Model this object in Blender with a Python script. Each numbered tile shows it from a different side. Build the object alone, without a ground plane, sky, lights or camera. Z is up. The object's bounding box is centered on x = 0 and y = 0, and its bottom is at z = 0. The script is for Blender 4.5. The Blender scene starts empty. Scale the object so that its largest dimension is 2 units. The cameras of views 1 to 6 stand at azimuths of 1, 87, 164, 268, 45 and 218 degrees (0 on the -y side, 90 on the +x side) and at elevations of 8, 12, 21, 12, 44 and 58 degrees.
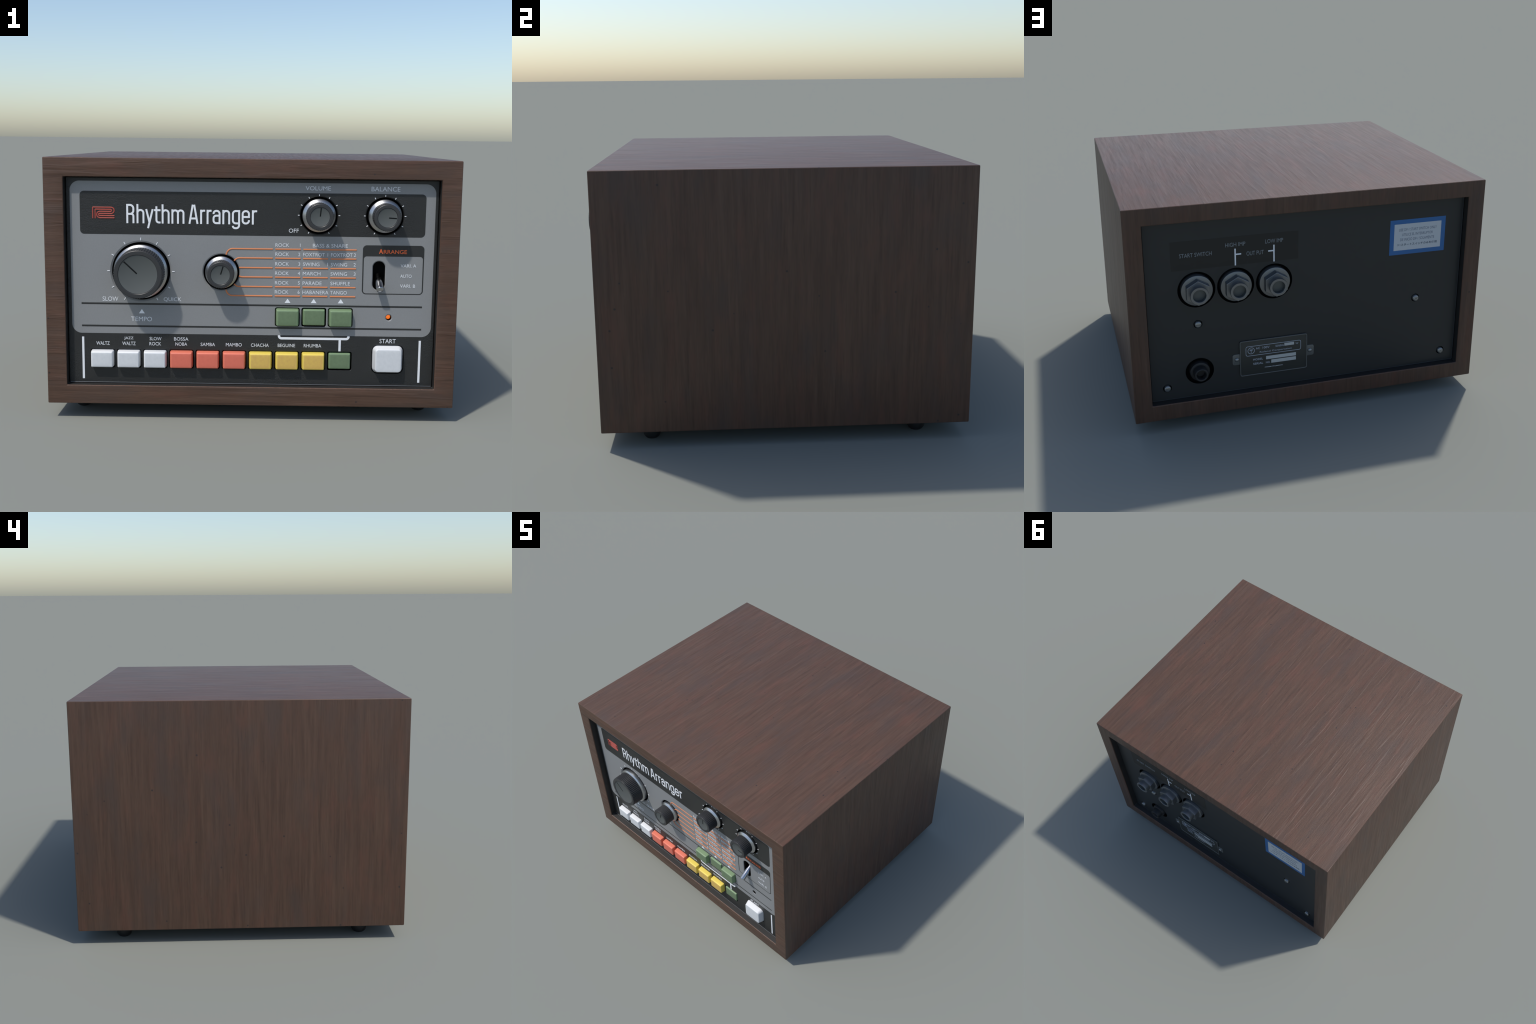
"""Vintage wooden rhythm box: walnut cabinet, printed front panel with knobs, coloured push
buttons and a toggle, and a black rear panel with jack sockets, rating plate and sticker."""
import bpy, bmesh, math, random
from mathutils import Vector

random.seed(7)
SC = bpy.context.scene

# ------------------------------------------------------------------ main sizes (metres)
CX, CF, CB, CZ0, CZ1 = 1.0, -0.851, 0.869, 0.0765, 1.2880      # cabinet half width, front, back, bottom, top
OX, OZ0, OZ1 = 0.904, 0.170, 1.1960                            # opening in the cabinet
PF = -0.8085                                                   # front panel plane
PB = 0.8245                                                    # rear panel plane

# ------------------------------------------------------------------ node helpers
class Nodes:
    def __init__(self, name):
        self.mat = bpy.data.materials.new(name)
        self.mat.use_nodes = True
        self.t = self.mat.node_tree
        self.t.nodes.clear()
        self.out = self.t.nodes.new('ShaderNodeOutputMaterial')
        self.bsdf = self.t.nodes.new('ShaderNodeBsdfPrincipled')
        self.t.links.new(self.bsdf.outputs[0], self.out.inputs[0])

    def put(self, sock, v):
        if hasattr(v, 'is_linked'):
            self.t.links.new(v, sock)
        elif isinstance(v, (tuple, list)) and len(v) == 3 and sock.type == 'RGBA':
            sock.default_value = (*v, 1.0)
        else:
            sock.default_value = v

    def math(self, op, a, b=0.0, clamp=False):
        n = self.t.nodes.new('ShaderNodeMath')
        n.operation = op
        n.use_clamp = clamp
        self.put(n.inputs[0], a)
        self.put(n.inputs[1], b)
        return n.outputs[0]

    def coord(self, kind='Object'):
        return self.t.nodes.new('ShaderNodeTexCoord').outputs[kind]

    def split(self, v):
        n = self.t.nodes.new('ShaderNodeSeparateXYZ')
        self.put(n.inputs[0], v)
        return n.outputs

    def mapping(self, v, scale=(1, 1, 1), loc=(0, 0, 0)):
        n = self.t.nodes.new('ShaderNodeMapping')
        self.put(n.inputs['Vector'], v)
        n.inputs['Scale'].default_value = scale
        n.inputs['Location'].default_value = loc
        return n.outputs[0]

    def noise(self, v, scale=5, detail=4, rough=0.55, dist=0.0):
        n = self.t.nodes.new('ShaderNodeTexNoise')
        self.put(n.inputs['Vector'], v)
        n.inputs['Scale'].default_value = scale
        n.inputs['Detail'].default_value = detail
        n.inputs['Roughness'].default_value = rough
        n.inputs['Distortion'].default_value = dist
        return n.outputs['Fac']

    def voronoi(self, v, scale, rand=1.0, out='Distance'):
        n = self.t.nodes.new('ShaderNodeTexVoronoi')
        self.put(n.inputs['Vector'], v)
        n.inputs['Scale'].default_value = scale
        n.inputs['Randomness'].default_value = rand
        return n.outputs[out]

    def ramp(self, fac, stops, interp='LINEAR'):
        n = self.t.nodes.new('ShaderNodeValToRGB')
        n.color_ramp.interpolation = interp
        el = n.color_ramp.elements
        while len(el) < len(stops):
            el.new(0.5)
        for e, (p, c) in zip(el, stops):
            e.position = p
            e.color = (*c, 1.0) if isinstance(c, tuple) else (c, c, c, 1.0)
        self.put(n.inputs[0], fac)
        return n.outputs[0]

    def mix(self, fac, a, b, mode='MIX'):
        n = self.t.nodes.new('ShaderNodeMix')
        n.data_type = 'RGBA'
        n.blend_type = mode
        self.put(n.inputs[0], fac)
        self.put(n.inputs[6], a)
        self.put(n.inputs[7], b)
        return n.outputs[2]

    def bump(self, height, strength=0.3, dist=0.002, normal=None):
        n = self.t.nodes.new('ShaderNodeBump')
        n.inputs['Strength'].default_value = strength
        n.inputs['Distance'].default_value = dist
        self.put(n.inputs['Height'], height)
        if normal is not None:
            self.put(n.inputs['Normal'], normal)
        return n.outputs[0]

    def box_mask(self, px, pz, x0, x1, z0, z1, r, soft=0.0006):
        """1 inside a rounded rectangle in the x-z plane, 0 outside."""
        qx = self.math('ADD', self.math('ABSOLUTE', self.math('SUBTRACT', px, (x0 + x1) / 2)), r - (x1 - x0) / 2)
        qz = self.math('ADD', self.math('ABSOLUTE', self.math('SUBTRACT', pz, (z0 + z1) / 2)), r - (z1 - z0) / 2)
        mx, mz = self.math('MAXIMUM', qx, 0.0), self.math('MAXIMUM', qz, 0.0)
        ln = self.math('SQRT', self.math('ADD', self.math('MULTIPLY', mx, mx), self.math('MULTIPLY', mz, mz)))
        d = self.math('ADD', ln, self.math('MINIMUM', self.math('MAXIMUM', qx, qz), 0.0))
        d = self.math('SUBTRACT', d, r)
        return self.math('ADD', self.math('MULTIPLY', d, -1.0 / (2 * soft)), 0.5, clamp=True)

    def done(self, color, rough=0.5, metal=0.0, spec=0.5, normal=None, coat=0.0):
        b = self.bsdf
        self.put(b.inputs['Base Color'], color)
        self.put(b.inputs['Roughness'], rough)
        self.put(b.inputs['Metallic'], metal)
        self.put(b.inputs['Specular IOR Level'], spec)
        if coat:
            b.inputs['Coat Weight'].default_value = coat
        if normal is not None:
            self.put(b.inputs['Normal'], normal)
        return self.mat


def wood(name, grain, relief=0.5, seed=0.0, tint=1.0, waves=0.0):
    """Dark walnut veneer; grain is the axis (0, 1, 2) along which the fibres run."""
    n = Nodes(name)
    co = n.mapping(n.coord(), loc=(seed, seed * 0.7, -seed * 0.4))

    def stretched(along, across):
        s = [across] * 3
        s[grain] = along
        return n.mapping(co, scale=tuple(s))

    fibre = n.noise(stretched(3.2, 62), 1.0, 5, 0.62, 0.3)
    band = n.noise(stretched(1.6, 15), 1.0, 4, 0.6, 0.6)
    blotch = n.noise(stretched(2.6, 8.0), 1.0, 3, 0.55)
    hue = n.noise(stretched(3.4, 13), 1.3, 3, 0.6)
    T = lambda c: (c[0] * tint, c[1] * tint * 0.985, c[2] * tint * 1.0)
    base = n.ramp(fibre, [(0.28, T((0.062, 0.0345, 0.0225))), (0.5, T((0.088, 0.0500, 0.0330))), (0.74, T((0.110, 0.0655, 0.0440)))])
    base = n.mix(n.ramp(band, [(0.35, 0.0), (0.7, 0.55)]), base, T((0.070, 0.0395, 0.0265)))
    base = n.mix(n.ramp(hue, [(0.5, 0.0), (0.72, 0.45)]), base, T((0.118, 0.0530, 0.0350)))
    base = n.mix(n.ramp(blotch, [(0.50, 0.0), (0.70, 0.6)]), base, T((0.067, 0.0470, 0.0375)))
    # dark pores: short streaks along the grain and a few round pin holes
    pore = n.noise(stretched(12, 260), 1.0, 2, 0.5)
    base = n.mix(n.ramp(pore, [(0.60, 0.0), (0.72, 0.42)]), base, T((0.045, 0.029, 0.023)))
    pin = n.voronoi(stretched(9.5, 9.5), 1.0)
    base = n.mix(n.ramp(pin, [(0.036, 0.85), (0.060, 0.0)]), base, (0.030, 0.024, 0.024))
    nor = n.bump(fibre, 0.30 * relief, 0.004)
    nor = n.bump(pore, 0.25 * relief, 0.002, nor)
    if waves:
        wav = n.noise(stretched(2.2, 30), 1.0, 2.5, 0.45, 0.3)
        crest = n.ramp(wav, [(0.42, 0.0), (0.57, 0.12), (0.64, 0.8), (0.70, 1.0)])
        nor = n.bump(crest, waves, 0.006, nor)
    rough = n.ramp(fibre, [(0.3, 0.50), (0.7, 0.40)])
    return n.done(base, rough, 0.0, 0.34, nor)


def plain(name, col, rough=0.5, metal=0.0, spec=0.5, grain=0.0, gscale=400, coat=0.0):
    n = Nodes(name)
    c = col
    nor = None
    if grain:
        f = n.noise(n.coord(), gscale, 3, 0.6)
        c = n.mix(n.math('MULTIPLY', f, 0.5), col, tuple(x * 0.72 for x in col))
        nor = n.bump(f, grain, 0.0012)
    return n.done(c, rough, metal, spec, nor, coat)


def front_panel_material():
    n = Nodes('printed_panel')
    co = n.coord()
    x, y, z = n.split(co)
    black, grey = (0.0205, 0.0212, 0.0208), (0.226, 0.232, 0.235)
    speck = n.noise(co, 330, 3, 0.65)
    grey_v = n.ramp(speck, [(0.3, tuple(c * 0.92 for c in grey)), (0.7, tuple(c * 1.06 for c in grey))])
    black_v = n.ramp(speck, [(0.3, tuple(c * 0.8 for c in black)), (0.7, tuple(c * 1.2 for c in black))])
    field = n.box_mask(x, z, -0.8815, 0.8850, 0.4245, 1.1748, 0.047)
    head = n.box_mask(x, z, -0.8338, 0.8396, 0.9167, 1.1262, 0.021)
    col = n.mix(field, black_v, grey_v)
    col = n.mix(head, col, black_v)
    ink = n.box_mask(x, z, 0.5408, 0.8392, 0.6345, 0.8770, 0.020)
    hole = n.box_mask(x, z, 0.5470, 0.8332, 0.6395, 0.8222, 0.014)
    ink = n.math('SUBTRACT', ink, hole, clamp=True)
    for zc in (0.5733, 0.4613):
        ink = n.math('MAXIMUM', ink, n.box_mask(x, z, -0.8340, 0.8382, zc - 0.0046, zc + 0.0046, 0.0004))
    col = n.mix(ink, col, black_v)
    # leathery crackle that comes and goes on the black print, fine grain on the grey
    wrinkle = n.noise(n.mapping(co, scale=(70, 70, 120)), 1.0, 4, 0.6, 1.2)
    patch = n.ramp(n.noise(n.mapping(co, scale=(3.2, 3.2, 5)), 1.0, 2), [(0.42, 0.15), (0.62, 1.0)])
    dark = n.math('MAXIMUM', head, n.math('SUBTRACT', 1.0, field))
    h = n.math('MULTIPLY', n.math('MULTIPLY', wrinkle, patch), dark)
    nor = n.bump(h, 0.55, 0.004)
    nor = n.bump(speck, 0.10, 0.001, nor)
    return n.done(col, n.mix(dark, (0.5,) * 3, (0.46,) * 3), 0.0, 0.42, nor)


def button_material(name, centre, rim):
    """Moulded plastic cap: pale rim, slightly deeper colour in the middle of the face."""
    n = Nodes(name)
    gx, gy, gz = n.split(n.coord('Generated'))
    f = n.noise(n.coord(), 60, 4, 0.6)
    m = n.box_mask(gx, gz, 0.07, 0.93, 0.09, 0.91, 0.08, 0.05)
    m = n.math('MULTIPLY', m, n.ramp(f, [(0.25, 0.65), (0.7, 1.0)]))
    nor = n.bump(n.noise(n.coord(), 500, 2), 0.06, 0.001)
    return n.done(n.mix(m, rim, centre), 0.42, 0.0, 0.45, nor)


# ------------------------------------------------------------------ mesh helpers
def new_obj(name, mesh, parent=None, mats=()):
    ob = bpy.data.objects.new(name, mesh)
    SC.collection.objects.link(ob)
    for m in mats:
        if m.name not in [x.name for x in mesh.materials if x]:
            mesh.materials.append(m)
    ob.parent = parent
    return ob


def bm_mesh(bm, name, smooth=30):
    bmesh.ops.recalc_face_normals(bm, faces=bm.faces)
    me = bpy.data.meshes.new(name)
    bm.to_mesh(me)
    bm.free()
    if smooth:
        me.shade_smooth()
        me.set_sharp_from_angle(angle=math.radians(smooth))
    return me


def clone(ob, name, loc, parent=None):
    c = ob.copy()
    c.name = name
    c.location = loc
    c.parent = parent if parent is not None else ob.parent
    SC.collection.objects.link(c)
    return c


def round_rect(cx, cz, w, h, r, off=0.0, seg=8):
    """Outline of a rounded rectangle grown by off; always the same point count."""
    pts = []
    hw, hh, rr = w / 2 + off, h / 2 + off, max(r + off, 1e-5)
    for k, (sx, sz) in enumerate(((1, 1), (-1, 1), (-1, -1), (1, -1))):
        for i in range(seg + 1):
            a = math.pi / 2 * (k + i / seg)
            pts.append((cx + sx * (hw - rr) + rr * math.cos(a), cz + sz * (hh - rr) + rr * math.sin(a)))
    return pts


def circle(cx, cz, r, off=0.0, seg=72):
    return [(cx + (r + off) * math.cos(2 * math.pi * i / seg), cz + (r + off) * math.sin(2 * math.pi * i / seg)) for i in range(seg)]


def plate(name, outline, holes, y, depth, side, edge=0.003, smooth=12):
    """Flat plate facing side (-1: -y, +1: +y) with rounded outline edge and rounded hole edges.
    outline(off) and every hole (function(off), bevel) give closed point lists."""
    bm = bmesh.new()
    P = lambda p, d: bm.verts.new((p[0], y - side * d, p[1]))
    loops = []
    for fn, b, sgn in [(outline, edge, -1)] + [(f, bv, 1) for f, bv in holes]:
        rings = []
        for o, d in ((1.0, 0.0), (0.88, 0.04), (0.12, 0.66), (0.0, 0.85)):      # chamfer with softened ends
            rings.append([P(p, b * d) for p in fn(sgn * b * o)])
        rings.append([P(p, depth) for p in fn(0.0)])
        n = len(rings[0])
        for r0, r1 in zip(rings, rings[1:]):
            for i in range(n):
                f = bm.faces.new((r0[i], r0[(i + 1) % n], r1[(i + 1) % n], r1[i]))
                f.material_index = 1 if r1 is rings[-1] else 0           # dark cut wall behind the chamfer
        loops += [bm.edges.get((rings[0][i], rings[0][(i + 1) % n])) for i in range(n)]
    bmesh.ops.triangle_fill(bm, use_beauty=True, use_dissolve=False, edges=loops, normal=(0, side, 0))
    return bm_mesh(bm, name, smooth)


def prism(name, loop, y0, y1, bevel=0.0, smooth=40):
    """Solid from a closed x-z outline between y0 (visible end, chamfered inwards) and y1."""
    bm = bmesh.new()
    d = 1 if y1 > y0 else -1
    rings = []
    if bevel:
        rings.append([bm.verts.new((p[0], y0, p[1])) for p in loop(-bevel)])
        rings.append([bm.verts.new((p[0], y0 + d * bevel * 0.29, p[1])) for p in loop(-bevel * 0.29)])
        rings.append([bm.verts.new((p[0], y0 + d * bevel, p[1])) for p in loop(0.0)])
    else:
        rings.append([bm.verts.new((p[0], y0, p[1])) for p in loop(0.0)])
    rings.append([bm.verts.new((p[0], y1, p[1])) for p in loop(0.0)])
    n = len(rings[0])
    for a, b in zip(rings, rings[1:]):
        for i in range(n):
            bm.faces.new((a[i], a[(i + 1) % n], b[(i + 1) % n], b[i]))
    bm.faces.new(rings[0])
    bm.faces.new(rings[-1])
    return bm_mesh(bm, name, smooth)


def lathe(name, prof, seg=96, side=-1, ridges=0, ridge_depth=0.0, ridge_rows=(), smooth=35, cap0=False, cap1=True):
    """Turned part along y, profile rows (distance out, radius) around the local origin."""
    bm = bmesh.new()
    if ridges:
        seg = ridges * 6
    rings = []
    for k, (d, r) in enumerate(prof):
        ring = []
        for i in range(seg):
            rr = r
            if ridges and k in ridge_rows:
                ph = (i % 6) / 6
                rr = r - ridge_depth * (1.0 if ph >= 0.5 else 0.0)
            a = 2 * math.pi * i / seg
            ring.append(bm.verts.new((rr * math.cos(a), side * d, rr * math.sin(a))))
        rings.append(ring)
    for a, b in zip(rings, rings[1:]):
        for i in range(seg):
            bm.faces.new((a[i], a[(i + 1) % seg], b[(i + 1) % seg], b[i]))
    if cap0:
        bm.faces.new(rings[0])
    if cap1:
        bm.faces.new(rings[-1])
    return bm_mesh(bm, name, smooth)


def rounded_path(pts, radii):
    """Polyline whose inner corners are filleted."""
    if not isinstance(radii, (list, tuple)):
        radii = [radii] * len(pts)
    out = [Vector(pts[0])]
    for i in range(1, len(pts) - 1):
        p, a, b = Vector(pts[i]), Vector(pts[i - 1]), Vector(pts[i + 1])
        u, v = (a - p).normalized(), (b - p).normalized()
        ang = u.angle(v)
        r = radii[i]
        t = min(r / math.tan(ang / 2) if ang < math.pi - 1e-3 else 0, (a - p).length * 0.5 if i > 1 else (a - p).length,
                (b - p).length * 0.5 if i < len(pts) - 2 else (b - p).length)
        if t < 1e-6:
            out.append(p)
            continue
        r = t * math.tan(ang / 2)
        bis = (u + v).normalized()
        c = p + bis * (r / math.sin(ang / 2))
        s, e = p + u * t - c, p + v * t - c
        a0 = math.atan2(s.y, s.x)
        da = math.atan2(e.y, e.x) - a0
        da = (da + math.pi) % (2 * math.pi) - math.pi
        k = 8
        for j in range(k + 1):
            q = a0 + da * j / k
            out.append(c + Vector((math.cos(q), math.sin(q))) * r)
    out.append(Vector(pts[-1]))
    return out


def ribbons(name, strokes, width, y, side, lift=0.0016, soft=0.3):
    """Raised flat-topped strokes along x-z polylines, mitred at the bends."""
    bm = bmesh.new()
    lift0 = lift
    for si, path in enumerate(strokes):
        lift = lift0 + 0.00013 * (si % 4)
        path = [Vector(p) for p in path]
        clean = [path[0]]
        for p in path[1:]:
            if (p - clean[-1]).length > 1e-5:
                clean.append(p)
        rows = []
        n = len(clean)
        for i, p in enumerate(clean):
            d0 = (clean[i] - clean[i - 1]).normalized() if i else None
            d1 = (clean[i + 1] - clean[i]).normalized() if i < n - 1 else None
            d0, d1 = d0 or d1, d1 or d0
            t = (d0 + d1).normalized()
            nr = Vector((-t.y, t.x))
            m = 1.0 / max(0.35, nr.dot(Vector((-d0.y, d0.x))))
            h = width / 2 * m
            prof = ((h, -0.0008), (h, lift * (1 - soft)), (h - lift * soft, lift), (-h + lift * soft, lift), (-h, lift * (1 - soft)), (-h, -0.0008))
            rows.append([bm.verts.new((p.x + nr.x * o, y + side * l, p.y + nr.y * o)) for o, l in prof])
        for a, b in zip(rows, rows[1:]):
            for k in range(5):
                bm.faces.new((a[k], a[k + 1], b[k + 1], b[k]))
        bm.faces.new(rows[0])
        bm.faces.new(rows[-1])
    return bm_mesh(bm, name, 35)


def polygon(name, pts, y, side, lift=0.0012):
    bm = bmesh.new()
    a = [bm.verts.new((p[0], y + side * lift, p[1])) for p in pts]
    b = [bm.verts.new((p[0], y - side * 0.0008, p[1])) for p in pts]
    n = len(pts)
    bm.faces.new(a)
    for i in range(n):
        bm.faces.new((a[i], a[(i + 1) % n], b[(i + 1) % n], b[i]))
    return bm_mesh(bm, name, 30)


def lettering(text, x0, x1, z0, z1, y, side, bold=0.012, lift=0.0014):
    """Built-in font text fitted into a box on a panel. x0 is the reader's left edge."""
    cu = bpy.data.curves.new('lettering', 'FONT')
    cu.body = text
    cu.size = 1.0
    cu.extrude = 0.02
    cu.offset = bold
    cu.resolution_u = 3
    tmp = bpy.data.objects.new('tmp', cu)
    SC.collection.objects.link(tmp)
    dg = bpy.context.evaluated_depsgraph_get()
    me = bpy.data.meshes.new_from_object(tmp.evaluated_get(dg))
    bpy.data.objects.remove(tmp)
    bpy.data.curves.remove(cu)
    me.name = 'lettering'
    me.materials.clear()
    vs = me.vertices
    lo = [min(v.co[k] for v in vs) for k in range(2)]
    hi = [max(v.co[k] for v in vs) for k in range(2)]
    sz = (z1 - z0) / (hi[1] - lo[1])
    if x0 is None:                       # narrow sign set from its right-hand edge
        sx = sz
        x0 = x1 - sx * (hi[0] - lo[0])
    else:
        sx = (x1 - x0) / (hi[0] - lo[0])
    for v in vs:
        a, b, c = v.co
        v.co = (x0 + (a - lo[0]) * sx, y + side * (lift if c > 0 else -0.0006), z0 + (b - lo[1]) * sz)
    bm = bmesh.new()
    bm.from_mesh(me)
    bmesh.ops.recalc_face_normals(bm, faces=bm.faces)
    bm.to_mesh(me)
    bm.free()
    return me


# ------------------------------------------------------------------ materials
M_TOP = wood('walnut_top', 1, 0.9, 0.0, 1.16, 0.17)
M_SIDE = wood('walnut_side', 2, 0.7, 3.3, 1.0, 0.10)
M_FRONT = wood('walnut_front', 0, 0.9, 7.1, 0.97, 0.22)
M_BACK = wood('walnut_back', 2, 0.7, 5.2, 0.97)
M_LINING = plain('lining_black', (0.0155, 0.0145, 0.0138), 0.6, grain=0.1)
M_PANEL = front_panel_material()
M_REAR = plain('rear_black', (0.0235, 0.0255, 0.0262), 0.42, spec=0.4, grain=0.05, gscale=250)
M_REARLABEL = plain('rear_label_black', (0.0150, 0.0148, 0.0135), 0.5, spec=0.4)
M_VOID = plain('void_black', (0.004, 0.004, 0.004), 0.8, spec=0.1)
M_INK = plain('white_print', (0.76, 0.78, 0.81), 0.5)
M_LABEL = plain('label_print', (0.66, 0.68, 0.71), 0.5)
M_INKDIM = plain('grey_print', (0.20, 0.22, 0.235), 0.5)
M_ORANGE = plain('orange_print', (0.62, 0.205, 0.075), 0.42)
M_ORANGETEXT = plain('orange_lettering', (0.72, 0.13, 0.035), 0.45)
M_RED = plain('red_emblem', (0.38, 0.070, 0.052), 0.35)
M_CHROME = plain('satin_chrome', (0.47, 0.48, 0.49), 0.31, 1.0, grain=0.05, gscale=500)
M_LEVER = plain('polished_steel', (0.43, 0.44, 0.46), 0.16, 1.0)
M_KNURL = plain('knob_black', (0.028, 0.029, 0.031), 0.40, spec=0.5)
M_CAP = plain('knob_cap_grey', (0.092, 0.100, 0.098), 0.55, spec=0.3, grain=0.05, gscale=600)
M_POINTER = plain('pointer_black', (0.005, 0.006, 0.006), 0.6, spec=0.15)
M_BWHITE = button_material('button_white', (0.57, 0.59, 0.61), (0.74, 0.75, 0.76))
M_BRED = button_material('button_red', (0.62, 0.140, 0.095), (0.74, 0.190, 0.120))
M_BYELLOW = button_material('button_yellow', (0.58, 0.365, 0.100), (0.78, 0.60, 0.105))
M_BGREEN = button_material('button_green', (0.118, 0.172, 0.096), (0.185, 0.275, 0.150))
M_LAMP = plain('lamp_orange', (0.85, 0.19, 0.025), 0.3, coat=0.3)
M_LAMP.node_tree.nodes['Principled BSDF'].inputs['Emission Color'].default_value = (1.0, 0.20, 0.025, 1)
M_LAMP.node_tree.nodes['Principled BSDF'].inputs['Emission Strength'].default_value = 0.75     # a lit lamp
M_STEEL = plain('jack_metal', (0.20, 0.207, 0.212), 0.34, 0.7, grain=0.05, gscale=300)
M_BORE = plain('jack_bore', (0.10, 0.11, 0.11), 0.45, 0.4)
M_SCREW = plain('screw_metal', (0.27, 0.28, 0.28), 0.34, 0.8)
M_RUBBER = plain('rubber_black', (0.012, 0.012, 0.013), 0.55)
M_PLATE = plain('plate_black', (0.040, 0.042, 0.038), 0.42, 0.2, grain=0.15, gscale=350)
M_PLATERIM = plain('plate_rim', (0.125, 0.130, 0.125), 0.4, 0.3)
M_PLATEWHITE = plain('plate_bare_metal', (0.48, 0.50, 0.50), 0.42, 0.1, grain=0.1, gscale=120)
M_PLATEINK = plain('plate_print', (0.40, 0.44, 0.50), 0.5)
M_EDGE = plain('pale_edge', (0.17, 0.18, 0.19), 0.4)
M_REAREDGE = plain('rear_pale_edge', (0.055, 0.062, 0.070), 0.4)
M_BLUE = plain('sticker_blue', (0.020, 0.115, 0.315), 0.5)
M_PAPER = plain('sticker_paper', (0.47, 0.50, 0.53), 0.6)
M_STICKINK = plain('sticker_ink', (0.12, 0.15, 0.21), 0.6)
M_STICKINK2 = plain('sticker_ink_deep', (0.02, 0.05, 0.09), 0.6)

# ------------------------------------------------------------------ the thing
root = bpy.data.objects.new('rhythm_machine', None)
SC.collection.objects.link(root)
root['label'] = 'vintage walnut rhythm box with knobs and coloured buttons'
root['category'] = 'drum machine'

# ---- cabinet: open wooden sleeve with softened edges
def build_cabinet():
    bm = bmesh.new()
    V = {}
    for tag, (hx, z0, z1) in (('o', (CX, CZ0, CZ1)), ('i', (OX, OZ0, OZ1))):
        for e, y in (('f', CF), ('b', CB)):
            V[tag + e] = [bm.verts.new(p) for p in ((-hx, y, z0), (hx, y, z0), (hx, y, z1), (-hx, y, z1))]
    for i in range(4):
        j = (i + 1) % 4
        bm.faces.new((V['of'][i], V['of'][j], V['ob'][j], V['ob'][i]))
        bm.faces.new((V['if'][i], V['ib'][i], V['ib'][j], V['if'][j]))
        bm.faces.new((V['of'][i], V['if'][i], V['if'][j], V['of'][j]))
        bm.faces.new((V['ob'][i], V['ob'][j], V['ib'][j], V['ib'][i]))
    bmesh.ops.recalc_face_normals(bm, faces=bm.faces)
    sharp = [e for e in bm.edges if e.calc_face_angle(0) > 0.5]
    bmesh.ops.bevel(bm, geom=sharp, offset=0.0065, segments=3, profile=0.6, affect='EDGES')
    for f in bm.faces:
        c, nn = f.calc_center_median(), f.normal
        inner = abs(c.x) < OX + 1e-4 and OZ0 - 1e-4 < c.z < OZ1 + 1e-4 and abs(nn.y) < 0.1
        ax = max(range(3), key=lambda k: abs(nn[k]))
        f.material_index = 4 if inner else (1 if ax == 0 else 0 if ax == 2 else (2 if nn.y < 0 else 3))
    return bm_mesh(bm, 'cabinet', 35)

cab = new_obj('cabinet', build_cabinet(), root)
for m in (M_TOP, M_SIDE, M_FRONT, M_BACK, M_LINING):
    cab.data.materials.append(m)

# black backing plates seen through the gaps and holes
for yy, nm in ((PF + 0.045, 'black_backing'), (PB - 0.035, 'black_backing')):
    new_obj(nm, prism(nm, lambda o: round_rect(0, (OZ0 + OZ1) / 2, 2 * OX + 0.004, OZ1 - OZ0 + 0.004, 0.001, o, 1), yy, yy + 0.004 * (1 if yy < 0 else -1)), root, [M_VOID])

# ------------------------------------------------------------------ front panel
TEMPO, SELECT, VOLUME, BALANCE = (-0.5395, 0.7362), (-0.1463, 0.7362), (0.3245, 1.0192), (0.6430, 1.0192)
BPITCH, BW, BH, BZ = 0.13030, 0.1130, 0.0855, 0.2972
BX = [-0.7332 + BPITCH * i for i in range(10)]
UX, UZ = [0.1790, 0.3090, 0.4390], 0.5165
START = (0.6770, 0.3095, 0.140, 0.1290)
SLOT = (0.6220, 0.7270, 0.0600, 0.1430)
LAMP = (0.6763, 0.5190)

holes = [(lambda o: circle(*TEMPO, 0.1425, o, 96), 0.0085)]
for c, hr, hb in ((SELECT, 0.0880, 0.0060), (VOLUME, 0.0905, 0.0050), (BALANCE, 0.0905, 0.0050)):
    holes.append((lambda o, c=c, hr=hr: circle(*c, hr, o, 72), hb))
for bx in BX:
    holes.append((lambda o, bx=bx: round_rect(bx, BZ, BW + 0.008, BH + 0.009, 0.010, o, 5), 0.0018))
for bx in UX:
    holes.append((lambda o, bx=bx: round_rect(bx, UZ, BW + 0.008, BH + 0.009, 0.010, o, 5), 0.0018))
holes.append((lambda o: round_rect(START[0], START[1], 0.1580, 0.1450, 0.030, o, 8), 0.0020))
holes.append((lambda o: round_rect(SLOT[0], SLOT[1], SLOT[2], SLOT[3], 0.0299, o, 12), 0.0045))
holes.append((lambda o: circle(*LAMP, 0.0140, o, 32), 0.0046))
outline = lambda o: round_rect(0, (OZ0 + OZ1) / 2, 1.8030, 1.0210, 0.004, o, 3)
fp = new_obj('front_panel', plate('front_panel', outline, holes, PF, 0.020, -1, 0.004), root, [M_PANEL, M_VOID])


def mark(name, mesh, mat, parent=fp):
    return new_obj(name, mesh, parent, [mat])


# thin pale line along the lower edge of the panel
mark('pale_edge_line', ribbons('pale_edge_line', [[(-0.8965, 0.1747), (0.8965, 0.1747)]], 0.0022, PF - 0.0002, -1, 0.0006), M_EDGE)

# scale ticks round the dials
def ticks(c, r0, r1, w):
    st = []
    for k in range(-5, 6):
        a = math.radians(30 * k)
        st.append([(c[0] + r * math.sin(a), c[1] + r * math.cos(a)) for r in (r0, r1)])
    return ribbons('scale_ticks', st, w, PF, -1, 0.0018, 0.3)

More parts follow.
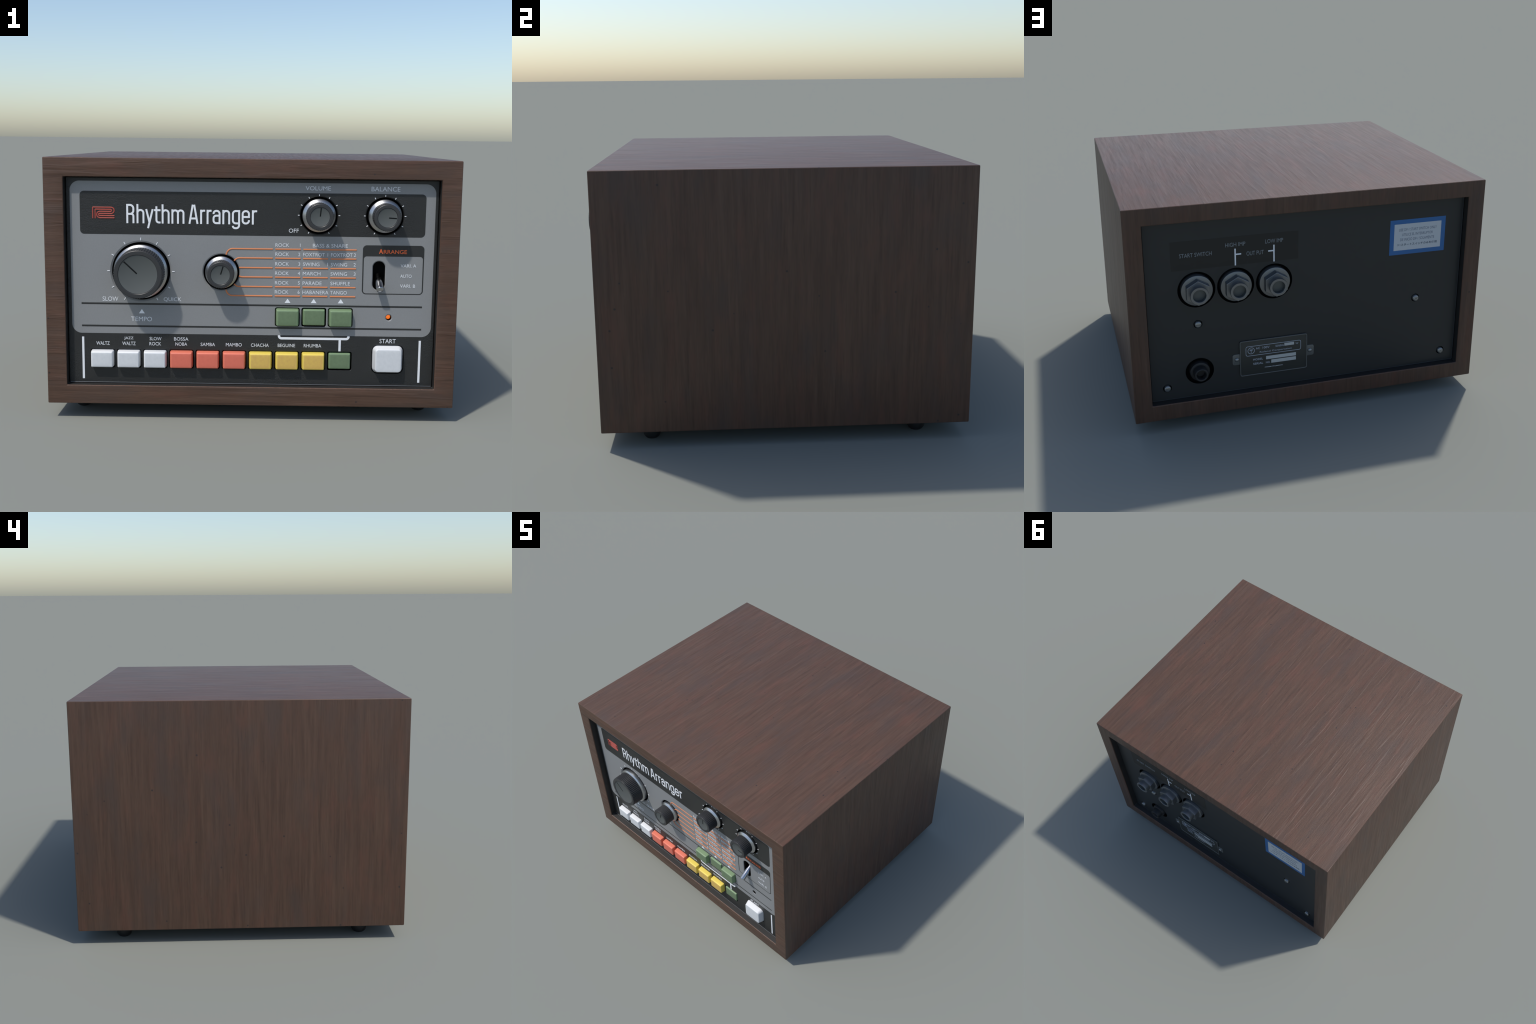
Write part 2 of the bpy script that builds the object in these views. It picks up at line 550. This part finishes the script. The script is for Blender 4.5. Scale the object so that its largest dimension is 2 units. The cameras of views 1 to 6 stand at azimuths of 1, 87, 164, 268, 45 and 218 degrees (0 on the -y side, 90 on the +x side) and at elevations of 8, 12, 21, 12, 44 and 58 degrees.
mark('scale_ticks', ticks(TEMPO, 0.1520, 0.1650, 0.0036), M_INK)
mark('scale_ticks', ticks(VOLUME, 0.0940, 0.1020, 0.0034), M_INK)
mark('scale_ticks', ticks(BALANCE, 0.0940, 0.1020, 0.0034), M_INK)

# small lettering: text, left, right, bottom, top
LABELS = [
    ('VOLUME', 0.2574, 0.3789, 1.1400, 1.1603), ('BALANCE', 0.5739, 0.7124, 1.1385, 1.1608), ('OFF', 0.1797, 0.2279, 0.9340, 0.9540),
    ('SLOW', -0.7296, -0.6518, 0.5861, 0.6083), ('QUICK', -0.4292, -0.3423, 0.5857, 0.6080), ('TEMPO', -0.5904, -0.4873, 0.4865, 0.5092),
    ('WALTZ', -0.7641, -0.6983, 0.3645, 0.3820), ('JAZZ', -0.6255, -0.5801, 0.3907, 0.4073), ('WALTZ', -0.6353, -0.5696, 0.3645, 0.3820),
    ('SLOW', -0.5000, -0.4411, 0.3907, 0.4075), ('ROCK', -0.5008, -0.4431, 0.3647, 0.3815), ('BOSSA', -0.3790, -0.3079, 0.3907, 0.4073),
    ('NOBA', -0.3721, -0.3142, 0.3650, 0.3815), ('SAMBA', -0.2473, -0.1760, 0.3648, 0.3815), ('MAMBO', -0.1225, -0.0437, 0.3648, 0.3818),
    ('CHACHA', 0.0016, 0.0897, 0.3640, 0.3812), ('BEGUINE', 0.1340, 0.2198, 0.3648, 0.3815), ('RHUMBA', 0.2626, 0.3486, 0.3650, 0.3818),
    ('START', 0.6353, 0.7150, 0.3907, 0.4123), ('VARI. A', 0.7263, 0.8022, 0.7698, 0.7858), ('AUTO', 0.7260, 0.7815, 0.7188, 0.7348),
    ('VARI. B', 0.7267, 0.8006, 0.6698, 0.6862), ('BASS & SNARE', 0.2976, 0.4678, 0.8632, 0.8812)]
ROWS = [0.8525, 0.8075, 0.7598, 0.7138, 0.6664, 0.6210]
COLS = [[('FOXTROT', 0.1056, '1'), ('FOXTROT', 0.1052, '2')], [('SWING', 0.0807, '1'), ('SWING', 0.0797, '2')],
        [('MARCH', 0.0864, ''), ('SWING', 0.0801, '3')], [('PARADE', 0.0933, ''), ('SHUFFLE', 0.0960, '')],
        [('HABANERA', 0.1275, ''), ('TANGO', 0.0817, '')]]
for i, z in enumerate(ROWS):
    LABELS.append(('ROCK', 0.1158, 0.1830, z + 0.0115, z + 0.0287))
    LABELS.append((str(i + 1), None, 0.2376, z + 0.0120, z + 0.0287))
    if i:
        for (word, w, num), x in zip(COLS[i - 1], (0.2510, 0.3866)):
            LABELS.append((word, x, x + w, z + 0.0112, z + 0.0287))
            if num:
                LABELS.append((num, None, x + 0.1215, z + 0.0116, z + 0.0287))
for t, a, b, c, d in LABELS:
    mark('lettering', lettering(t, a, b, c, d, PF, -1, 0.0, 0.0010), M_LABEL)
mark('lettering', lettering('A', 0.6194, 0.6385, 0.8362, 0.8590, PF, -1, 0.015), M_ORANGETEXT)
mark('lettering', lettering('RRANGE', 0.6420, 0.7546, 0.8362, 0.8555, PF, -1, 0.015), M_ORANGETEXT)

# white bars, bracket and arrow heads
for xb in (-0.8293, 0.8337):
    mark('white_bar', ribbons('white_bar', [[(xb, 0.1925), (xb, 0.4052)]], 0.0108, PF, -1, 0.0012), M_INK)
mark('bracket_line', ribbons('bracket_line', [rounded_path([(0.1395, 0.4240), (0.1395, 0.4090), (0.4820, 0.4090), (0.4820, 0.4240)], 0.012),
                                               [(0.4394, 0.4080), (0.4394, 0.3470)]], 0.0115, PF, -1, 0.0012), M_INK)
for xa, za in ((0.1790, 0.5873), (0.3070, 0.5875), (0.4393, 0.5880), (-0.5370, 0.5262)):
    mark('arrow_mark', polygon('arrow_mark', [(xa - 0.0142, za), (xa + 0.0142, za), (xa, za + 0.0213)], PF, -1), M_INK)

# orange routing lines from the selector dial to the rhythm table
def orange_lines():
    st = []
    ends = [0.1035] * 6
    starts = [[(-0.1235, 0.8230), (-0.1130, 0.8525)], [(-0.0840, 0.7940), (-0.0690, 0.8075)], [(-0.0600, 0.7598)],
              [(-0.0600, 0.7190), (-0.0530, 0.7138)], [(-0.0840, 0.6785), (-0.0690, 0.6664)], [(-0.1235, 0.6495), (-0.1130, 0.6210)]]
    for z, s, e in zip(ROWS, starts, ends):
        st.append(rounded_path(s + [(e, z)], 0.030))
        st.append([(0.1155, z), (0.2390, z)])
    st.append([(0.2515, ROWS[0]), (0.5104, ROWS[0])])
    for z in ROWS[1:]:
        st.append([(0.2510, z), (0.3728, z)])
        st.append([(0.3853, z), (0.5095, z)])
    return ribbons('rhythm_lines', st, 0.0068, PF, -1, 0.0026, 0.6)

mark('rhythm_lines', orange_lines(), M_ORANGE)

# ---- title in condensed monoline letters, built from strokes
def title():
    W = 0.0092
    cap, xh, desc, base = 0.0930, 0.0690, 0.0235, 0.9715
    h = W / 2
    C, X, L = cap - h, xh - h, h
    R = 0.0150
    st = []

    def add(x0, strokes):
        for pts, rad in strokes:
            st.append(rounded_path([(x0 + p[0], base + p[1]) for p in pts], rad))

    def arch(w, x=0.0):
        return [([(h + x, X - 0.018), (h + x, X), (w - h + x, X), (w - h + x, 0)], R)]

    def letter(ch, x0, w):
        r = w - h
        if ch == 'R':
            add(x0, [([(h, 0), (h, cap)], 0), ([(h, C), (r, C), (r, 0.045), (h, 0.045)], 0.017), ([(h, 0.045), (r, 0.045), (r, 0)], 0.011)])
        elif ch == 'h':
            add(x0, [([(h, 0), (h, cap)], 0)] + arch(w))
        elif ch == 'n':
            add(x0, [([(h, 0), (h, xh)], 0)] + arch(w))
        elif ch == 'm':
            half = w / 2 + h
            add(x0, [([(h, 0), (h, xh)], 0)] + arch(half) + arch(half, w - half))
        elif ch == 'r':
            add(x0, [([(h, 0), (h, xh)], 0), ([(h, X - 0.016), (h, X), (w, X)], 0.012)])
        elif ch == 'y':
            add(x0, [([(h, xh), (w / 2, 0.004)], 0), ([(r, xh), (w * 0.32, -desc)], 0)])
        elif ch == 't':
            add(x0, [([(w * 0.36, xh + 0.0140), (w * 0.36, L), (w, L)], 0.012), ([(0, X), (w, X)], 0)])
        elif ch == 'A':
            add(x0, [([(h, 0), (w / 2 - 0.0035, cap)], 0), ([(w - h, 0), (w / 2 + 0.0035, cap)], 0), ([(w * 0.2, 0.026), (w * 0.8, 0.026)], 0)])
        elif ch == 'a':
            add(x0, [([(h, xh - 0.020), (h, X), (r, X), (r, 0)], 0.014), ([(r, 0.041), (h, 0.041), (h, L), (r, L)], 0.013)])
        elif ch == 'g':
            add(x0, [([(r, xh), (r, -desc + L), (h, -desc + L), (h, -desc + 0.016)], 0.014),
                     ([(r, X), (h, X), (h, L), (r, L)], 0.014)])
        elif ch == 'e':
            add(x0, [([(h, 0.036), (r, 0.036)], 0), ([(r, 0.0316), (r, X), (h, X), (h, L), (r, L), (r, 0.021)], 0.014)])

    for ch, x0, x1 in (('R', -0.6081, -0.5691), ('h', -0.5585, -0.5205), ('y', -0.5161, -0.4754), ('t', -0.4730, -0.4424), ('h', -0.4367, -0.3983),
                       ('m', -0.3892, -0.3264), ('A', -0.3067, -0.2585), ('r', -0.2502, -0.2264), ('r', -0.2189, -0.1952), ('a', -0.1900, -0.1516),
                       ('n', -0.1426, -0.1050), ('g', -0.0963, -0.0570), ('e', -0.0491, -0.0095), ('r', 0.0003, 0.0252)):
        letter(ch, x0, x1 - x0)
    return ribbons('title_lettering', st, W, PF, -1, 0.0012, 0.2)

mark('title_lettering', title(), M_INK)

# ---- emblem: two parallel bent lines
def emblem():
    s = 1 / (13.067 * 415.0)
    P = lambda x, y: (-0.7186 + (x - 1268) * s, 1.0208 - (y - 1115) * s)
    a = rounded_path([P(*p) for p in ((985, 1265), (985, 972), (1550, 972), (1550, 1137), (1140, 1137), (1140, 1192), (1556, 1192))],
                     [0, 0.002, 0.0158, 0.0158, 0.005, 0.005, 0])
    b = rounded_path([P(*p) for p in ((1050, 1265), (1050, 1027), (1482, 1027), (1482, 1082), (1090, 1082), (1090, 1250), (1556, 1250))],
                     [0, 0.002, 0.005, 0.005, 0.0158, 0.0158, 0])
    return ribbons('emblem', [a, b], 0.0058, PF, -1, 0.0026, 0.6)

mark('emblem', emblem(), M_RED)

# ------------------------------------------------------------------ knobs
def knob(name, c, r_skirt, r_base, r_face, r_cap, skirt, out, ridges, ang, p0, p1):
    """Skirted dial: knurled grip, satin skirt, inset cap with a pointer line."""
    g = [(skirt - 0.004, r_base - 0.002), (skirt, r_base), (out - 0.006, r_face + 0.0015), (out - 0.0015, r_face - 0.0005),
         (out, r_face - 0.003), (out, r_cap + 0.003), (out - 0.0012, r_cap + 0.0012), (out - 0.006, r_cap)]
    me = lathe('knob', g, ridges=ridges, ridge_depth=r_base * 0.025, ridge_rows=(1, 2), smooth=28, cap1=False)
    kb = new_obj(name, me, root, [M_KNURL])
    kb.location = (c[0], PF, c[1])
    rise = 0.70 * (r_skirt - r_base)
    sk = [(-0.034, r_skirt), (skirt - rise - 0.0012, r_skirt), (skirt - rise, r_skirt - 0.0010), (skirt - 0.0008, r_base + 0.0004), (skirt - 0.0005, r_base - 0.006)]
    new_obj('knob_skirt', lathe('knob_skirt', sk, 96, cap1=True, smooth=25), kb, [M_CHROME])
    cp = [(out - 0.010, r_cap + 0.0005), (out - 0.0030, r_cap + 0.0005), (out - 0.0022, r_cap - 0.0008), (out - 0.0034, r_cap - 0.0030)]
    new_obj('knob_cap', lathe('knob_cap', cp, 96), kb, [M_CAP])
    a = math.radians(ang)
    line = [(math.cos(a) * q, math.sin(a) * q) for q in (p0, p1)]
    new_obj('pointer_line', ribbons('pointer_line', [line], 0.0058 if r_cap < 0.06 else 0.0068, -(out - 0.0034), -1, 0.0005), kb, [M_POINTER])
    return kb

knob('tempo_knob', TEMPO, 0.1315, 0.1205, 0.1160, 0.0935, 0.0255, 0.1085, 62, 137, 0.006, 0.0905)
k1 = knob('selector_knob', SELECT, 0.0785, 0.0650, 0.0637, 0.0455, 0.0220, 0.0940, 40, 73, 0.003, 0.0435)
knob('volume_knob', VOLUME, 0.0800, 0.0650, 0.0637, 0.0455, 0.0215, 0.0925, 40, 84.5, 0.003, 0.0435)
knob('balance_knob', BALANCE, 0.0800, 0.0650, 0.0637, 0.0455, 0.0215, 0.0925, 40, -3.5, 0.006, 0.0435)

# ------------------------------------------------------------------ push buttons
def button_mesh(w, h, r, out, rnd, taper=0.003):
    """Moulded key cap: tapered walls and a well rounded front edge."""
    bm = bmesh.new()
    rows = [(-0.035, 0.0), (0.0, 0.0), (out - rnd, -taper)]
    for i in range(1, 6):
        a = math.pi / 2 * i / 5
        rows.append((out - rnd + rnd * math.sin(a), -taper - rnd * (1 - math.cos(a))))
    rows.append((out + 0.0004, -taper - rnd - 0.012))
    rings = [[bm.verts.new((p[0], -d, p[1])) for p in round_rect(0, 0, w, h, r, o, 6)] for d, o in rows]
    n = len(rings[0])
    for a, b in zip(rings, rings[1:]):
        for i in range(n):
            bm.faces.new((a[i], a[(i + 1) % n], b[(i + 1) % n], b[i]))
    bm.faces.new(rings[-1])
    return bm_mesh(bm, 'push_button', 50)

colours = [M_BWHITE] * 3 + [M_BRED] * 3 + [M_BYELLOW] * 3 + [M_BGREEN]
protos = {}
def push_button(mat, x, z, sink):
    if mat.name not in protos:
        me = button_mesh(BW, BH, 0.0085, 0.0310, 0.0075)
        me.materials.append(mat)
        protos[mat.name] = me
    ob = new_obj('push_button', protos[mat.name], root)
    ob.location = (x, PF + sink, z)
    return ob

for i, (x, m) in enumerate(zip(BX, colours)):
    push_button(m, x, BZ, 0.0245 if i == 9 else 0.0)
for i, x in enumerate(UX):
    push_button(M_BGREEN, x, UZ, 0.0225 if i == 1 else 0.0)
sb = new_obj('start_button', button_mesh(0.1480, 0.1350, 0.025, 0.0345, 0.0055, 0.0095), root, [M_BWHITE])
sb.location = (START[0], PF, START[1])

# ------------------------------------------------------------------ toggle switch and lamp
def tube_between(name, a, b, radii, seg=32):
    a, b = Vector(a), Vector(b)
    ax = (b - a).normalized()
    u = ax.cross(Vector((1, 0, 0))).normalized()
    v = ax.cross(u)
    bm = bmesh.new()
    rings = []
    for t, r in radii:
        c = a.lerp(b, t)
        rings.append([bm.verts.new(c + (u * math.cos(2 * math.pi * i / seg) + v * math.sin(2 * math.pi * i / seg)) * r) for i in range(seg)])
    for p, q in zip(rings, rings[1:]):
        for i in range(seg):
            bm.faces.new((p[i], p[(i + 1) % seg], q[(i + 1) % seg], q[i]))
    bm.faces.new(rings[0])
    bm.faces.new(rings[-1])
    return bm_mesh(bm, name, 40)

new_obj('toggle_switch', tube_between('toggle_switch', (0.6215, -0.7700, 0.7230), (0.6233, -0.8600, 0.6660),
                                      [(0, 0.0185), (0.55, 0.0182), (0.965, 0.0178), (0.985, 0.0172), (1.0, 0.0150)]), root, [M_LEVER])
lm = new_obj('indicator_lamp', lathe('indicator_lamp', [(-0.044, 0.0115), (-0.026, 0.0115), (-0.0225, 0.0100), (-0.0205, 0.0060), (-0.0200, 0.002)], 32), root, [M_LAMP])
lm.location = (LAMP[0], PF, LAMP[1])

# ------------------------------------------------------------------ rear panel
JACKS = [(0.6312, 0.8062), (0.4190, 0.8062), (0.2062, 0.8062)]
CORD = (0.6312, 0.3245)
SCREWS = [(0.6312, 0.6065), (0.8135, 0.2445), (-0.6335, 0.6060), (-0.8145, 0.2445)]
rh = [(lambda o, c=c: circle(*c, 0.1008, o, 72), 0.0010) for c in JACKS]
rh.append((lambda o: circle(*CORD, 0.0780, o, 64), 0.0012))
rh += [(lambda o, c=c: circle(*c, 0.0235, o, 32), 0.0012) for c in SCREWS]
rp = new_obj('rear_panel', plate('rear_panel', outline, rh, PB, 0.018, 1, 0.004), root, [M_REAR, M_VOID])
mk = lambda name, mesh, mat: new_obj(name, mesh, rp, [mat])
mk('pale_edge_line', ribbons('pale_edge_line', [[(0.8965, 0.1747), (-0.8965, 0.1747)], [(-0.8965, 0.1747), (-0.8965, 1.19)]], 0.0024, PB, 1, 0.0006), M_REAREDGE)
mk('socket_label', polygon('socket_label', [(0.7612, 0.9225), (0.0710, 0.9225), (0.0710, 1.0817), (0.7612, 1.0817)], PB, 1, 0.0006), M_REARLABEL)
for t, a, b, c, d in (('START SWITCH', 0.7148, 0.5438, 0.9925, 1.0145), ('HIGH IMP', 0.4708, 0.3630, 1.0277, 1.0495),
                      ('LOW IMP', 0.2547, 0.1562, 1.0270, 1.0495), ('OUT PUT', 0.3576, 0.2634, 0.9690, 0.9925)):
    mk('lettering', lettering(t, a, b, c, d, PB + 0.0006, 1, 0.0), M_INKDIM)
mk('bracket_line', ribbons('bracket_line', [[(0.4186, 0.9212), (0.4186, 1.0152)], [(0.4186, 0.9830), (0.3864, 0.9830)],
                                            [(0.2069, 0.9205), (0.2069, 1.0155)], [(0.2069, 0.9830), (0.2387, 0.9830)]], 0.0075, PB + 0.0006, 1, 0.0012), M_INK)

# ---- jack sockets: flange washer, hex nut, threaded bushing with a bore
def jack(c):
    j = new_obj('jack_socket', lathe('jack_socket', [(-0.034, 0.047), (0.050, 0.047), (0.088, 0.0495), (0.0925, 0.0480), (0.0925, 0.0360), (0.0905, 0.0345)],
                                     64, 1, cap1=False), root, [M_STEEL])
    j.location = (c[0], PB, c[1])
    new_obj('socket_bore', lathe('socket_bore', [(0.0908, 0.0347), (0.066, 0.0345), (0.066, 0.002)], 48, 1), j, [M_BORE])
    new_obj('washer', lathe('washer', [(-0.034, 0.0835), (0.0120, 0.0850), (0.0150, 0.0842), (0.0162, 0.0820), (0.0162, 0.03)], 72, 1), j, [M_STEEL])
    hexa = lambda o: [((0.0705 + o) * math.cos(math.radians(30 + 60 * k)), (0.0705 + o) * math.sin(math.radians(30 + 60 * k))) for k in range(6)]
    nut = new_obj('hex_nut', prism('hex_nut', hexa, 0.0555, 0.0150, 0.0030, 20), j, [M_STEEL])
    return j

j0 = jack(JACKS[0])
for c in JACKS[1:]:
    j = clone(j0, 'jack_socket', (c[0], PB, c[1]))
    for ch in list(j0.children):
        clone(ch, ch.name.split('.')[0], ch.location, j)

g = new_obj('cord_grommet', lathe('cord_grommet', [(-0.034, 0.056), (0.004, 0.056), (0.0100, 0.0535), (0.0125, 0.049), (0.0130, 0.041), (0.020, 0.0400),
                                                   (0.050, 0.0390), (0.0545, 0.0365), (0.0560, 0.0330), (0.0545, 0.0275), (0.046, 0.0240), (0.020, 0.0230)], 64, 1), root, [M_RUBBER])
g.location = (CORD[0], PB, CORD[1])

# ---- screws with a slot or a cross cut into the head
def screw_mesh(r, cross, out):
    bm = bmesh.new()
    seg = 40
    prof = [(-0.03, r), (out * 0.55, r), (out * 0.85, r * 0.86), (out, r * 0.55), (out * 1.02, 0.0005)]
    rings = []
    for d, q in prof:
        rings.append([bm.verts.new((q * math.cos(2 * math.pi * i / seg), d, q * math.sin(2 * math.pi * i / seg))) for i in range(seg)])
    for a, b in zip(rings, rings[1:]):
        for i in range(seg):
            bm.faces.new((a[i], a[(i + 1) % seg], b[(i + 1) % seg], b[i]))
    bm.faces.new(rings[-1])
    return bm_mesh(bm, 'screw', 40)

sm = screw_mesh(0.0185, False, 0.0130)
sm.materials.append(M_SCREW)
cut0 = ribbons('screw_slot', [[(-0.0150, 0), (0.0150, 0)]], 0.0032, 0.0118, 1, 0.0018)
cut1 = ribbons('screw_slot', [[(-0.0085, -0.0070), (0.0085, 0.0070)], [(-0.0085, 0.0070), (0.0085, -0.0070)]], 0.0030, 0.0122, 1, 0.0012)
for cu in (cut0, cut1):
    cu.materials.append(M_BORE)
for i, c in enumerate(SCREWS):
    s = new_obj('screw', sm, root)
    s.location = (c[0], PB, c[1])
    new_obj('screw_slot', cut0 if i == 0 else cut1, s)

# ---- rating plate
def rating_plate():
    x0, x1, z0, z1 = 0.4074, 0.0180, 0.2565, 0.4725
    cx, cz, w, h = (x0 + x1) / 2, (z0 + z1) / 2, x0 - x1, z1 - z0
    pl = new_obj('rating_plate', prism('rating_plate', lambda o: round_rect(cx, cz, w, h, 0.012, o), PB + 0.0070, PB - 0.001, 0.0015), root, [M_PLATE])
    yp = PB + 0.0070
    rim = round_rect(cx, cz, w - 0.006, h - 0.006, 0.010)
    new_obj('plate_rim', ribbons('plate_rim', [rim + rim[:2]], 0.0052, yp, 1, 0.0022, 0.6), pl, [M_PLATERIM])
    for tx, sx in ((x0 + 0.0140, x0 + 0.0165), (x1 - 0.0140, x1 - 0.0165)):
        new_obj('plate_tab', prism('plate_tab', lambda o: round_rect(tx, 0.3635, 0.0530, 0.0650, 0.012, o), PB + 0.0045, PB - 0.001, 0.0015), pl, [M_PLATERIM])
        rv = new_obj('rivet', lathe('rivet', [(0.0, 0.0120), (0.0035, 0.0118), (0.0070, 0.0095), (0.0090, 0.0050), (0.0095, 0.001)], 28, 1), pl, [M_SCREW])
        rv.location = (sx, PB + 0.0040, 0.3640)
    bx = round_rect((0.3722 + 0.0561) / 2, 0.4072, 0.3161, 0.0572, 0.0105)
    ring = [(0.3426 + 0.0185 * math.cos(a * math.pi / 20), 0.4088 + 0.0185 * math.sin(a * math.pi / 20)) for a in range(41)]
    new_obj('plate_lines', ribbons('plate_lines', [bx + bx[:2], ring, [(0.3520, 0.4150), (0.3332, 0.4150)], [(0.3500, 0.4105), (0.3350, 0.4105)],
                                                   [(0.3426, 0.4095), (0.3426, 0.3965)]], 0.0026, yp, 1, 0.0008), pl, [M_PLATEINK])
    for a, b, c, d in ((0.1518, 0.0953, 0.4135, 0.4300), (0.2578, 0.0842, 0.3440, 0.3640), (0.2281, 0.0842, 0.3180, 0.3385)):
        new_obj('blank_field', polygon('blank_field', [(a, c), (b, c), (b, d), (a, d)], yp, 1, 0.0006), pl, [M_PLATEWHITE])
    for t, a, b, c, d in (('AC', 0.3157, 0.2921, 0.4132, 0.4262), ('100V', 0.2769, 0.2372, 0.4128, 0.4262), ('50/60Hz', 0.2030, 0.1550, 0.4130, 0.4250),
                          ('W', 0.0867, 0.0704, 0.4135, 0.4240), ('Roland Corporation', 0.2936, 0.1084, 0.3868, 0.3988), ('MODEL', 0.3320, 0.2760, 0.3460, 0.3580),
                          ('SERIAL', 0.3319, 0.2749, 0.3198, 0.3318), ('NO.', 0.2591, 0.2345, 0.3190, 0.3310), ('MADE IN JAPAN', 0.2649, 0.1629, 0.2920, 0.2985)):
        new_obj('lettering', lettering(t, a, b, c, d, yp, 1, 0.0, 0.0007), pl, [M_PLATEINK if t != 'MADE IN JAPAN' else M_INK])
    return pl

rating_plate()

# ---- warning sticker
stk = new_obj('warning_sticker', polygon('warning_sticker', [(-0.4590, 0.8810), (-0.7930, 0.8810), (-0.7930, 1.0850), (-0.4590, 1.0850)], PB, 1, 0.0006), root, [M_BLUE])
new_obj('sticker_paper', polygon('sticker_paper', [(-0.4843, 0.9059), (-0.7675, 0.9059), (-0.7675, 1.0600), (-0.4843, 1.0600)], PB + 0.0006, 1, 0.0004), stk, [M_PAPER])
for t, a, b, c, d in (('USE DP-1 START SWITCH ONLY', -0.5122, -0.7408, 1.0180, 1.0340), ('UTILICE EL INTERRUPTOR', -0.5315, -0.7187, 0.9895, 1.0050),
                      ('DE INICIO DP-1 SOLAMENTE', -0.5217, -0.7279, 0.9605, 0.9768)):
    new_obj('lettering', lettering(t, a, b, c, d, PB + 0.0010, 1, 0.0, 0.0003), stk, [M_STICKINK])
new_obj('lettering', lettering('DP-1', -0.5045, -0.5260, 0.9335, 0.9440, PB + 0.0010, 1, 0.0, 0.0003), stk, [M_STICKINK])
new_obj('lettering', lettering('スタートスイッチのみを使用', -0.5275, -0.7455, 0.9310, 0.9460, PB + 0.0010, 1, 0.012, 0.0003), stk, [M_STICKINK2])

# ------------------------------------------------------------------ feet
ft = None
for fx in (-0.869, 0.869):
    for fy in (-0.6285, 0.6460):
        if ft is None:
            me = lathe('rubber_foot', [(0.0, 0.044), (0.040, 0.0435), (0.062, 0.0400), (0.0730, 0.0330), (0.0768, 0.0280)], 40, 1, cap0=True)
            for v in me.vertices:                        # turn the lathe axis downwards
                v.co = (v.co.x, v.co.z, 0.0768 - v.co.y)
            me.flip_normals()
            ft = new_obj('rubber_foot', me, root, [M_RUBBER])
            ft.location = (fx, fy, 0)
        else:
            clone(ft, 'rubber_foot', (fx, fy, 0))
